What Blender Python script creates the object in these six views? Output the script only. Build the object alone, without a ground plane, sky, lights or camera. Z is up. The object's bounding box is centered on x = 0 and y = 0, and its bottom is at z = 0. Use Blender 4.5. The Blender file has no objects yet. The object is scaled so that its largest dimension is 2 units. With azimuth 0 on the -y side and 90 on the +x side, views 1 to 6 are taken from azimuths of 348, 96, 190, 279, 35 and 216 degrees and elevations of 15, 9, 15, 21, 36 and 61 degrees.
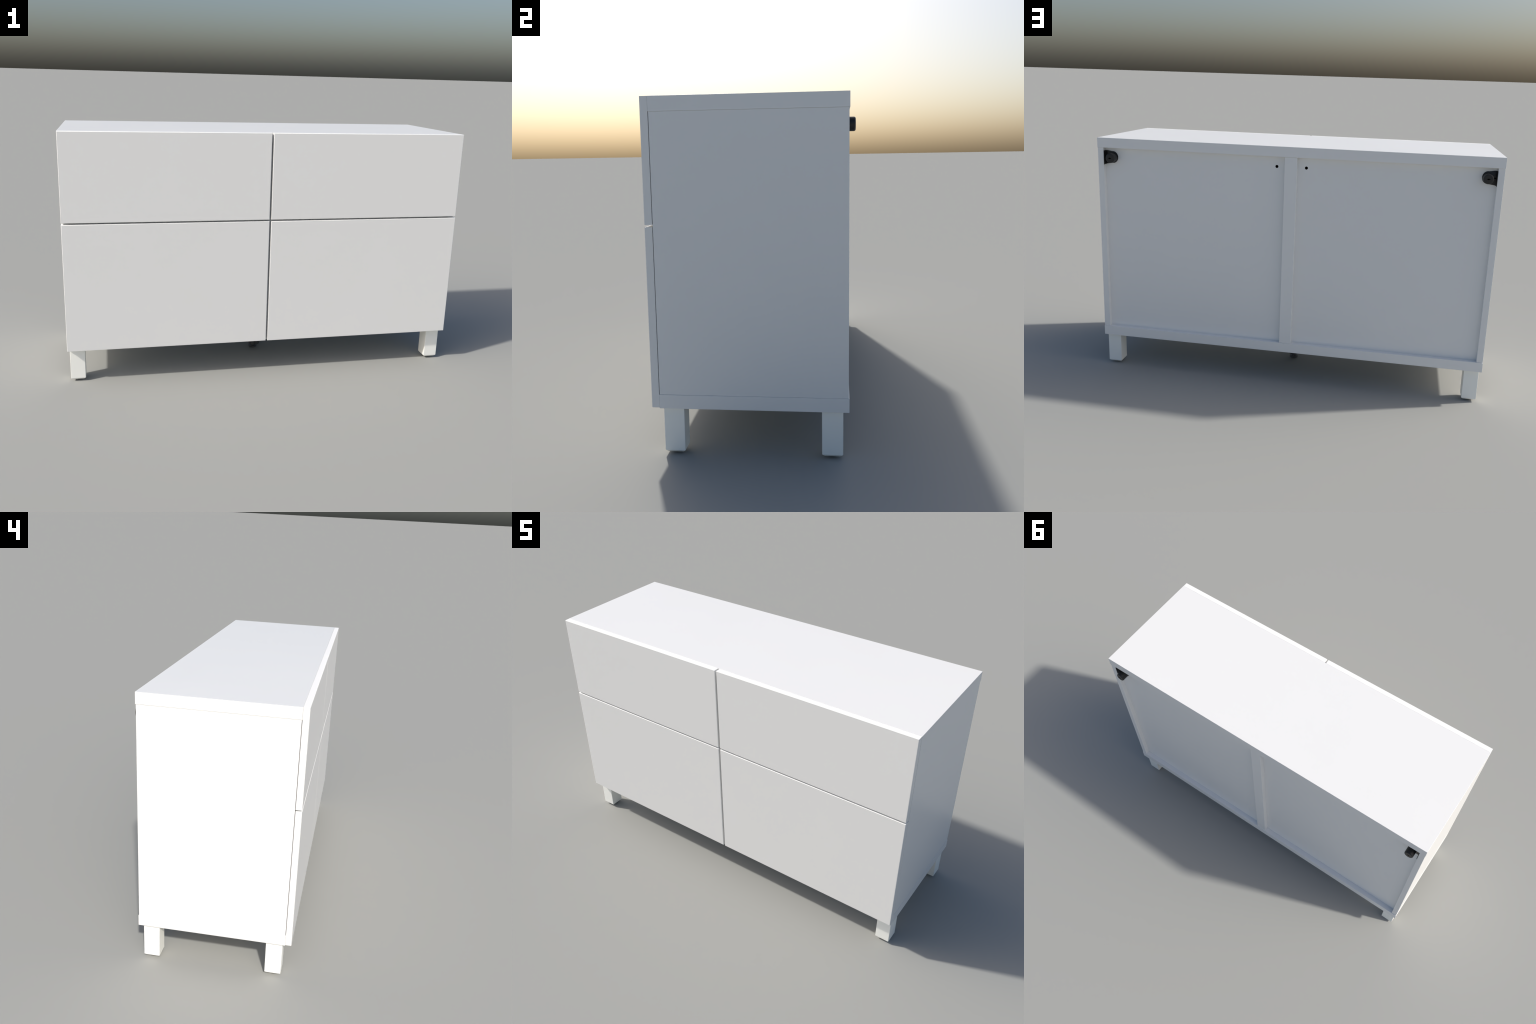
"""White four-front sideboard on square legs, built part by part."""
import bpy, bmesh, math
from mathutils import Vector

# ------------------------------------------------------------------ sizes (m)
HALF_W = 1.000            # top and bottom panels reach x = +-1
FRAME_FRONT, FRAME_BACK = -0.3248, 0.3335
TOP_Z = (1.1885, 1.2385)
BOTTOM_Z = (0.1725, 0.2220)
SIDE_OUT, SIDE_IN = 0.9988, 0.9690
SIDE_Y = (-0.3231, 0.3310)
STILE_HALF = 0.0305
BACK_Y = (0.2980, 0.3052)

DOOR_Y = (-0.3522, -0.3252)
DOOR_X = (0.0045, 0.9986)
LOWER_Z = (0.1752, 0.8078)
UPPER_Z = (0.8157, 1.2382)
DOOR_EDGE = 0.0026

LEG_X = (0.9163, 0.9890)
LEG_Y = (0.2400, 0.3127)
LEG_CHAMFER_TOP, LEG_FOOT_Z = 0.0155, 0.0055

KNOB_X, KNOB_Z, KNOB_R = 0.9270, 1.1380, 0.0236
KNOB_END = 0.3522

# ------------------------------------------------------------------ materials
def new_material(name):
    m = bpy.data.materials.new(name)
    m.use_nodes = True
    nt = m.node_tree
    nt.nodes.clear()
    out = nt.nodes.new("ShaderNodeOutputMaterial")
    bsdf = nt.nodes.new("ShaderNodeBsdfPrincipled")
    nt.links.new(bsdf.outputs["BSDF"], out.inputs["Surface"])
    return m, nt, bsdf


def surface(name, colour, spread, rough, rough_spread, scale, bump=0.0,
            specular=0.5, bump_scale=900.0):
    """Nearly even lacquer or plastic: faint mottling, uneven sheen, fine grain."""
    m, nt, bsdf = new_material(name)
    coord = nt.nodes.new("ShaderNodeTexCoord")
    mapping = nt.nodes.new("ShaderNodeMapping")
    nt.links.new(coord.outputs["Object"], mapping.inputs["Vector"])
    noise = nt.nodes.new("ShaderNodeTexNoise")
    noise.inputs["Scale"].default_value = scale
    noise.inputs["Detail"].default_value = 4.0
    nt.links.new(mapping.outputs["Vector"], noise.inputs["Vector"])
    ramp = nt.nodes.new("ShaderNodeValToRGB")
    ramp.color_ramp.elements[0].position = 0.3
    ramp.color_ramp.elements[1].position = 0.7
    ramp.color_ramp.elements[0].color = [c * (1 - spread) for c in colour] + [1]
    ramp.color_ramp.elements[1].color = [min(1, c * (1 + spread)) for c in colour] + [1]
    nt.links.new(noise.outputs["Fac"], ramp.inputs["Fac"])
    nt.links.new(ramp.outputs["Color"], bsdf.inputs["Base Color"])
    rr = nt.nodes.new("ShaderNodeMapRange")
    rr.inputs["To Min"].default_value = rough - rough_spread
    rr.inputs["To Max"].default_value = rough + rough_spread
    nt.links.new(noise.outputs["Fac"], rr.inputs["Value"])
    nt.links.new(rr.outputs["Result"], bsdf.inputs["Roughness"])
    bsdf.inputs["Specular IOR Level"].default_value = specular
    if bump:
        grain = nt.nodes.new("ShaderNodeTexNoise")
        grain.inputs["Scale"].default_value = bump_scale
        grain.inputs["Detail"].default_value = 2.0
        nt.links.new(mapping.outputs["Vector"], grain.inputs["Vector"])
        b = nt.nodes.new("ShaderNodeBump")
        b.inputs["Strength"].default_value = bump
        b.inputs["Distance"].default_value = 0.0004
        nt.links.new(grain.outputs["Fac"], b.inputs["Height"])
        nt.links.new(b.outputs["Normal"], bsdf.inputs["Normal"])
    return m


FOIL = surface("white_foil", (0.842, 0.844, 0.833), 0.004, 0.325, 0.02, 3.0)
LACQUER = surface("white_lacquer", (0.850, 0.849, 0.834), 0.004, 0.325, 0.02, 3.0)
PALE_EDGE = surface("white_pale_edge", (0.968, 0.968, 0.948), 0.003, 0.45, 0.02, 6.0, specular=0.25)
LEG_PAINT = surface("white_leg_paint", (0.978, 0.982, 0.930), 0.004, 0.45, 0.02, 5.0, specular=0.25)
GREY_PLASTIC = surface("dark_grey_plastic", (0.085, 0.085, 0.088), 0.06, 0.45, 0.04, 60.0)
BLACK = surface("black_plastic", (0.0115, 0.0115, 0.0115), 0.08, 0.42, 0.04, 60.0,
                bump=0.05, bump_scale=1500.0)
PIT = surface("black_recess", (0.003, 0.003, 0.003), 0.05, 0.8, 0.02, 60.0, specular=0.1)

# ------------------------------------------------------------------ helpers
root = bpy.data.objects.new("sideboard", None)
bpy.context.scene.collection.objects.link(root)
root["label"] = "white sideboard with four flat fronts on short square legs"
root["category"] = "sideboard"


def add(name, mesh, mat, parent=root, loc=(0, 0, 0)):
    o = bpy.data.objects.new(name, mesh)
    bpy.context.scene.collection.objects.link(o)
    if mat is not None:
        mesh.materials.clear()
        mesh.materials.append(mat)
    o.parent = parent
    o.location = loc
    return o


def finish(bm, name, angle=35):
    bmesh.ops.recalc_face_normals(bm, faces=bm.faces)
    me = bpy.data.meshes.new(name)
    bm.to_mesh(me)
    bm.free()
    for p in me.polygons:
        p.use_smooth = True
    me.set_sharp_from_angle(angle=math.radians(angle))
    return me


def box_mesh(name, x, y, z, bevel=0.0, segments=2):
    bm = bmesh.new()
    bmesh.ops.create_cube(bm, size=1.0)
    for v in bm.verts:
        v.co.x = x[0] if v.co.x < 0 else x[1]
        v.co.y = y[0] if v.co.y < 0 else y[1]
        v.co.z = z[0] if v.co.z < 0 else z[1]
    if bevel:
        bmesh.ops.bevel(bm, geom=list(bm.edges), offset=bevel, segments=segments,
                        profile=0.5, affect='EDGES', clamp_overlap=True)
        return harden(bm, name)
    return finish(bm, name)


def harden(bm, name):
    """Rounded bevels between truly flat faces, by custom corner normals."""
    bmesh.ops.recalc_face_normals(bm, faces=bm.faces)
    me = bpy.data.meshes.new(name)
    bm.to_mesh(me)
    bm.free()
    main = [max(abs(c) for c in p.normal) > 0.9999 for p in me.polygons]
    touching = [[] for _ in me.vertices]
    for p in me.polygons:
        p.use_smooth = True
        for vi in p.vertices:
            touching[vi].append(p.index)
    normals = [None] * len(me.loops)
    for p in me.polygons:
        for li in p.loop_indices:
            n = p.normal.copy()
            if not main[p.index]:
                near = [q for q in touching[me.loops[li].vertex_index]
                        if me.polygons[q].normal.dot(p.normal) > 0.6]
                flats = [q for q in near if main[q]]
                n = sum((me.polygons[q].normal for q in flats or near), Vector())
            normals[li] = n.normalized()
    me.normals_split_custom_set(normals)
    return me


def box(name, x, y, z, mat, bevel=0.0, segments=2, parent=root):
    return add(name, box_mesh(name, x, y, z, bevel, segments), mat, parent)


def mirrored(r, sign):
    return (r[0], r[1]) if sign > 0 else (-r[1], -r[0])


def lathe_mesh(name, profile, steps=48, axis='Z', angle=35):
    """Closed turned body from (radius, height) pairs; ends at radius 0."""
    bm = bmesh.new()
    rings = []
    for r, h in profile:
        if r <= 1e-6:
            rings.append([bm.verts.new((0, 0, h))])
        else:
            rings.append([bm.verts.new((r * math.cos(2 * math.pi * i / steps),
                                        r * math.sin(2 * math.pi * i / steps), h))
                          for i in range(steps)])
    for a, b in zip(rings, rings[1:]):
        for i in range(steps):
            j = (i + 1) % steps
            if len(a) == 1 and len(b) > 1:
                bm.faces.new((a[0], b[i], b[j]))
            elif len(b) == 1 and len(a) > 1:
                bm.faces.new((a[i], b[0], a[j]))
            elif len(a) > 1:
                bm.faces.new((a[i], b[i], b[j], a[j]))
    bmesh.ops.remove_doubles(bm, verts=bm.verts, dist=1e-7)
    if axis == 'Y':          # height runs along +y
        for v in bm.verts:
            v.co = Vector((v.co.x, v.co.z, -v.co.y))
    return finish(bm, name, angle)


def outline_mesh(name, pts, y0, y1, bevel=0.0, angle=35):
    """Extrude an outline given in (x, z) from y0 to y1."""
    bm = bmesh.new()
    a = [bm.verts.new((x, y0, z)) for x, z in pts]
    b = [bm.verts.new((x, y1, z)) for x, z in pts]
    n = len(pts)
    bm.faces.new(a)
    far = bm.faces.new(b)
    for i in range(n):
        bm.faces.new((a[i], a[(i + 1) % n], b[(i + 1) % n], b[i]))
    if bevel:
        bmesh.ops.bevel(bm, geom=list(far.edges), offset=bevel, segments=2,
                        profile=0.5, affect='EDGES')
    return finish(bm, name, angle)


def cut(target, cutters):
    """Boolean difference, applied; cutters removed."""
    for c in cutters:
        mod = target.modifiers.new("cut", 'BOOLEAN')
        mod.operation = 'DIFFERENCE'
        mod.solver = 'EXACT'
        mod.object = c
        mod.material_mode = 'TRANSFER'
    bpy.context.view_layer.update()
    dg = bpy.context.evaluated_depsgraph_get()
    me = bpy.data.meshes.new_from_object(target.evaluated_get(dg))
    target.modifiers.clear()
    target.data = me
    for c in cutters:
        bpy.data.objects.remove(c, do_unlink=True)
    me.set_sharp_from_angle(angle=math.radians(35))
    return target


# ------------------------------------------------------------------ carcass
box("top_panel", (-HALF_W, HALF_W), (FRAME_FRONT, FRAME_BACK), TOP_Z, FOIL, 0.0008)
box("bottom_panel", (-HALF_W, HALF_W), (FRAME_FRONT, FRAME_BACK), BOTTOM_Z, FOIL, 0.0008)
for s in (1, -1):
    box("side_panel", mirrored((SIDE_IN, SIDE_OUT), s), SIDE_Y,
        (BOTTOM_Z[1] + 0.0003, TOP_Z[0] - 0.0003), FOIL, 0.0006)
box("centre_divider", (-STILE_HALF, STILE_HALF), SIDE_Y,
    (BOTTOM_Z[1] + 0.0003, TOP_Z[0] - 0.0003), FOIL, 0.0012)

HOLE_X, HOLE_Z, HOLE_R = 0.0733, 1.1375, 0.0076
for s in (1, -1):
    panel = box("back_panel", mirrored((STILE_HALF - 0.001, SIDE_IN + 0.001), s), BACK_Y,
                (BOTTOM_Z[1] - 0.001, TOP_Z[0] + 0.001), FOIL)
    drill = add("drill", lathe_mesh("drill", [(0, 0.28), (HOLE_R, 0.28), (HOLE_R, 0.33), (0, 0.33)],
                                    32, 'Y'), None, None, (s * HOLE_X, 0, HOLE_Z))
    cut(panel, [drill])
    # thin dark ring just inside the hole's edge; the cabinet behind it is hollow
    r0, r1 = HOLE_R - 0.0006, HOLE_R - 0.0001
    add("hole_dark_ring", lathe_mesh("hole_dark_ring",
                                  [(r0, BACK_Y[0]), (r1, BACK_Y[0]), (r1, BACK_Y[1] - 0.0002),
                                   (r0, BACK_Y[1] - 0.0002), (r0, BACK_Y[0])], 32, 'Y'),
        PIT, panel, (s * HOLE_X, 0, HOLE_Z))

# ------------------------------------------------------------------ fronts
def front_mesh(x, z):
    """Flat slab, rounded towards the room, crisp at the back; paler top and bottom edges."""
    bm = bmesh.new()
    bmesh.ops.create_cube(bm, size=1.0)
    for v in bm.verts:
        v.co.x = x[0] if v.co.x < 0 else x[1]
        v.co.y = DOOR_Y[0] if v.co.y < 0 else DOOR_Y[1]
        v.co.z = z[0] if v.co.z < 0 else z[1]
    rounded = [e for e in bm.edges if min(v.co.y for v in e.verts) < DOOR_Y[1] - 0.01
               and max(v.co.y for v in e.verts) < DOOR_Y[1] - 0.01]
    bmesh.ops.bevel(bm, geom=rounded, offset=DOOR_EDGE, segments=3, profile=0.5,
                    affect='EDGES', clamp_overlap=True)
    crisp = [e for e in bm.edges if all(v.co.y > DOOR_Y[1] - 0.001 for v in e.verts)]
    bmesh.ops.bevel(bm, geom=crisp, offset=0.0004, segments=1, affect='EDGES')
    me = harden(bm, "drawer_front")
    me.materials.append(LACQUER)
    me.materials.append(PALE_EDGE)
    for p in me.polygons:
        if abs(p.normal.z) > 0.45:
            p.material_index = 1
    return me


for s in (1, -1):
    for z in (LOWER_Z, UPPER_Z):
        add("drawer_front", front_mesh(mirrored(DOOR_X, s), z), None)
    # rail between the drawer openings, behind the horizontal gap
    box("cross_rail", mirrored((STILE_HALF + 0.0002, SIDE_IN - 0.0002), s), (-0.3215, -0.2950),
        (0.7950, 0.8290), FOIL, 0.0006)


# ------------------------------------------------------------------ legs
def leg_mesh():
    """Square post, soft vertical edges, foot drawn in by a short chamfer."""
    hx, hy = (LEG_X[1] - LEG_X[0]) / 2, (LEG_Y[1] - LEG_Y[0]) / 2
    levels = [(LEG_FOOT_Z, 0.0100), (LEG_FOOT_Z + 0.0015, 0.0078),
              (LEG_CHAMFER_TOP - 0.002, 0.0012), (LEG_CHAMFER_TOP, 0.0),
              (BOTTOM_Z[0] + 0.0005, 0.0)]
    corner = 0.0022
    bm = bmesh.new()
    rings = []
    for z, inset in levels:
        ring = []
        for cx, cy, a0 in ((1, 1, 0), (-1, 1, 90), (-1, -1, 180), (1, -1, 270)):
            for k in range(4):
                a = math.radians(a0 + 30 * k)
                ring.append(bm.verts.new((cx * (hx - inset - corner) + corner * math.cos(a),
                                          cy * (hy - inset - corner) + corner * math.sin(a), z)))
        rings.append(ring)
    n = len(rings[0])
    for a, b in zip(rings, rings[1:]):
        for i in range(n):
            bm.faces.new((a[i], a[(i + 1) % n], b[(i + 1) % n], b[i]))
    bm.faces.new(rings[0])
    bm.faces.new(rings[-1])
    return harden(bm, "leg")


LEG = leg_mesh()
PAD = lathe_mesh("glide_pad", [(0, 0), (0.0165, 0), (0.0172, 0.0008), (0.0172, LEG_FOOT_Z + 0.001),
                               (0, LEG_FOOT_Z + 0.001)], 40)
for sx in (1, -1):
    for sy in (1, -1):
        leg = add("leg", LEG, LEG_PAINT, root,
                  (sx * sum(LEG_X) / 2, sy * sum(LEG_Y) / 2, 0))
        add("glide_pad", PAD, BLACK, leg)


# ------------------------------------------------------------------ middle support foot
def ribbed_column(name, radius, waist, z0, z1, lobes=8):
    bm = bmesh.new()
    steps = lobes * 8
    prof = []
    for i in range(steps):
        t = 2 * math.pi * i / steps
        groove = max(0.0, math.cos(lobes * t / 2) ** 2 - 0.86) / 0.14
        prof.append((math.cos(t), math.sin(t), radius - 0.005 * groove))
    levels = [(z0, waist), (z0 + 0.004, 1.0), (z1, 1.0)]
    rings = [[bm.verts.new((c * r * k, s * r * k, z)) for c, s, r in prof] for z, k in levels]
    for a, b in zip(rings, rings[1:]):
        for i in range(steps):
            bm.faces.new((a[i], a[(i + 1) % steps], b[(i + 1) % steps], b[i]))
    bm.faces.new(rings[0])
    bm.faces.new(rings[-1])
    return finish(bm, name, 40)


support = add("support_leg", ribbed_column("support_leg", 0.0320, 0.95, 0.0250, BOTTOM_Z[0] + 0.0005),
              GREY_PLASTIC, root, (0.004, -0.018, 0))
add("levelling_foot", lathe_mesh("levelling_foot",
                           [(0, 0), (0.0160, 0), (0.0205, 0.0025), (0.0238, 0.0065), (0.0240, 0.0100),
                            (0.0222, 0.0118), (0.0110, 0.0120), (0.0110, 0.0260), (0, 0.0260)], 48),
    GREY_PLASTIC, support, (-0.004, 0.010, 0))


# ------------------------------------------------------------------ wall brackets
def bracket_plate_outline(sign):
    """Tear-drop plate: round head about the knob, sides flaring to the flange."""
    half_w, half_h, cx, cz = 0.0270, 0.0300, KNOB_X + 0.0013, KNOB_Z + 0.0019
    flange_x = SIDE_IN - 0.0005
    zt, zb = 1.1715, 1.1040
    head = [(cx + half_w * math.cos(math.radians(a)), cz + half_h * math.sin(math.radians(a)))
            for a in range(80, 281, 10)]
    pts = [(flange_x, zb - 0.002), (flange_x, zt)] + [(flange_x - 0.004, zt + 0.002),
           (flange_x - 0.012, zt + 0.0020)] + head + [(flange_x - 0.008, zb + 0.0015),
           (flange_x - 0.003, zb + 0.0005)]
    if sign < 0:
        pts = [(-x, z) for x, z in pts][::-1]
    return pts


for s in (1, -1):
    plate = add("wall_bracket", outline_mesh("wall_bracket", bracket_plate_outline(s),
                                             BACK_Y[1] - 0.001, BACK_Y[1] + 0.0032, 0.0006),
                BLACK)
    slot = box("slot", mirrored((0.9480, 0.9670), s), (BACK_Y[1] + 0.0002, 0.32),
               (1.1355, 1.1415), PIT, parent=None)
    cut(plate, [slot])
    add("bracket_flange",
        outline_mesh("bracket_flange", [(s * (SIDE_IN - 0.0032), 1.1040), (s * (SIDE_IN - 0.0002), 1.1020),
                      (s * (SIDE_IN - 0.0002), 1.1735), (s * (SIDE_IN - 0.0032), 1.1730)],
                     BACK_Y[1] + 0.0005, 0.3305, 0.0005), BLACK, plate)
    y0 = BACK_Y[1] + 0.001
    knob = add("bracket_knob",
               lathe_mesh("bracket_knob",
                          [(0, y0), (KNOB_R, y0), (KNOB_R, KNOB_END - 0.0060),
                           (KNOB_R - 0.0006, KNOB_END - 0.0035), (KNOB_R - 0.0022, KNOB_END - 0.0012),
                           (KNOB_R - 0.0046, KNOB_END - 0.0001), (KNOB_R - 0.0058, KNOB_END),
                           (0, KNOB_END)], 64, 'Y', 50),
               BLACK, plate, (s * KNOB_X, 0, KNOB_Z))
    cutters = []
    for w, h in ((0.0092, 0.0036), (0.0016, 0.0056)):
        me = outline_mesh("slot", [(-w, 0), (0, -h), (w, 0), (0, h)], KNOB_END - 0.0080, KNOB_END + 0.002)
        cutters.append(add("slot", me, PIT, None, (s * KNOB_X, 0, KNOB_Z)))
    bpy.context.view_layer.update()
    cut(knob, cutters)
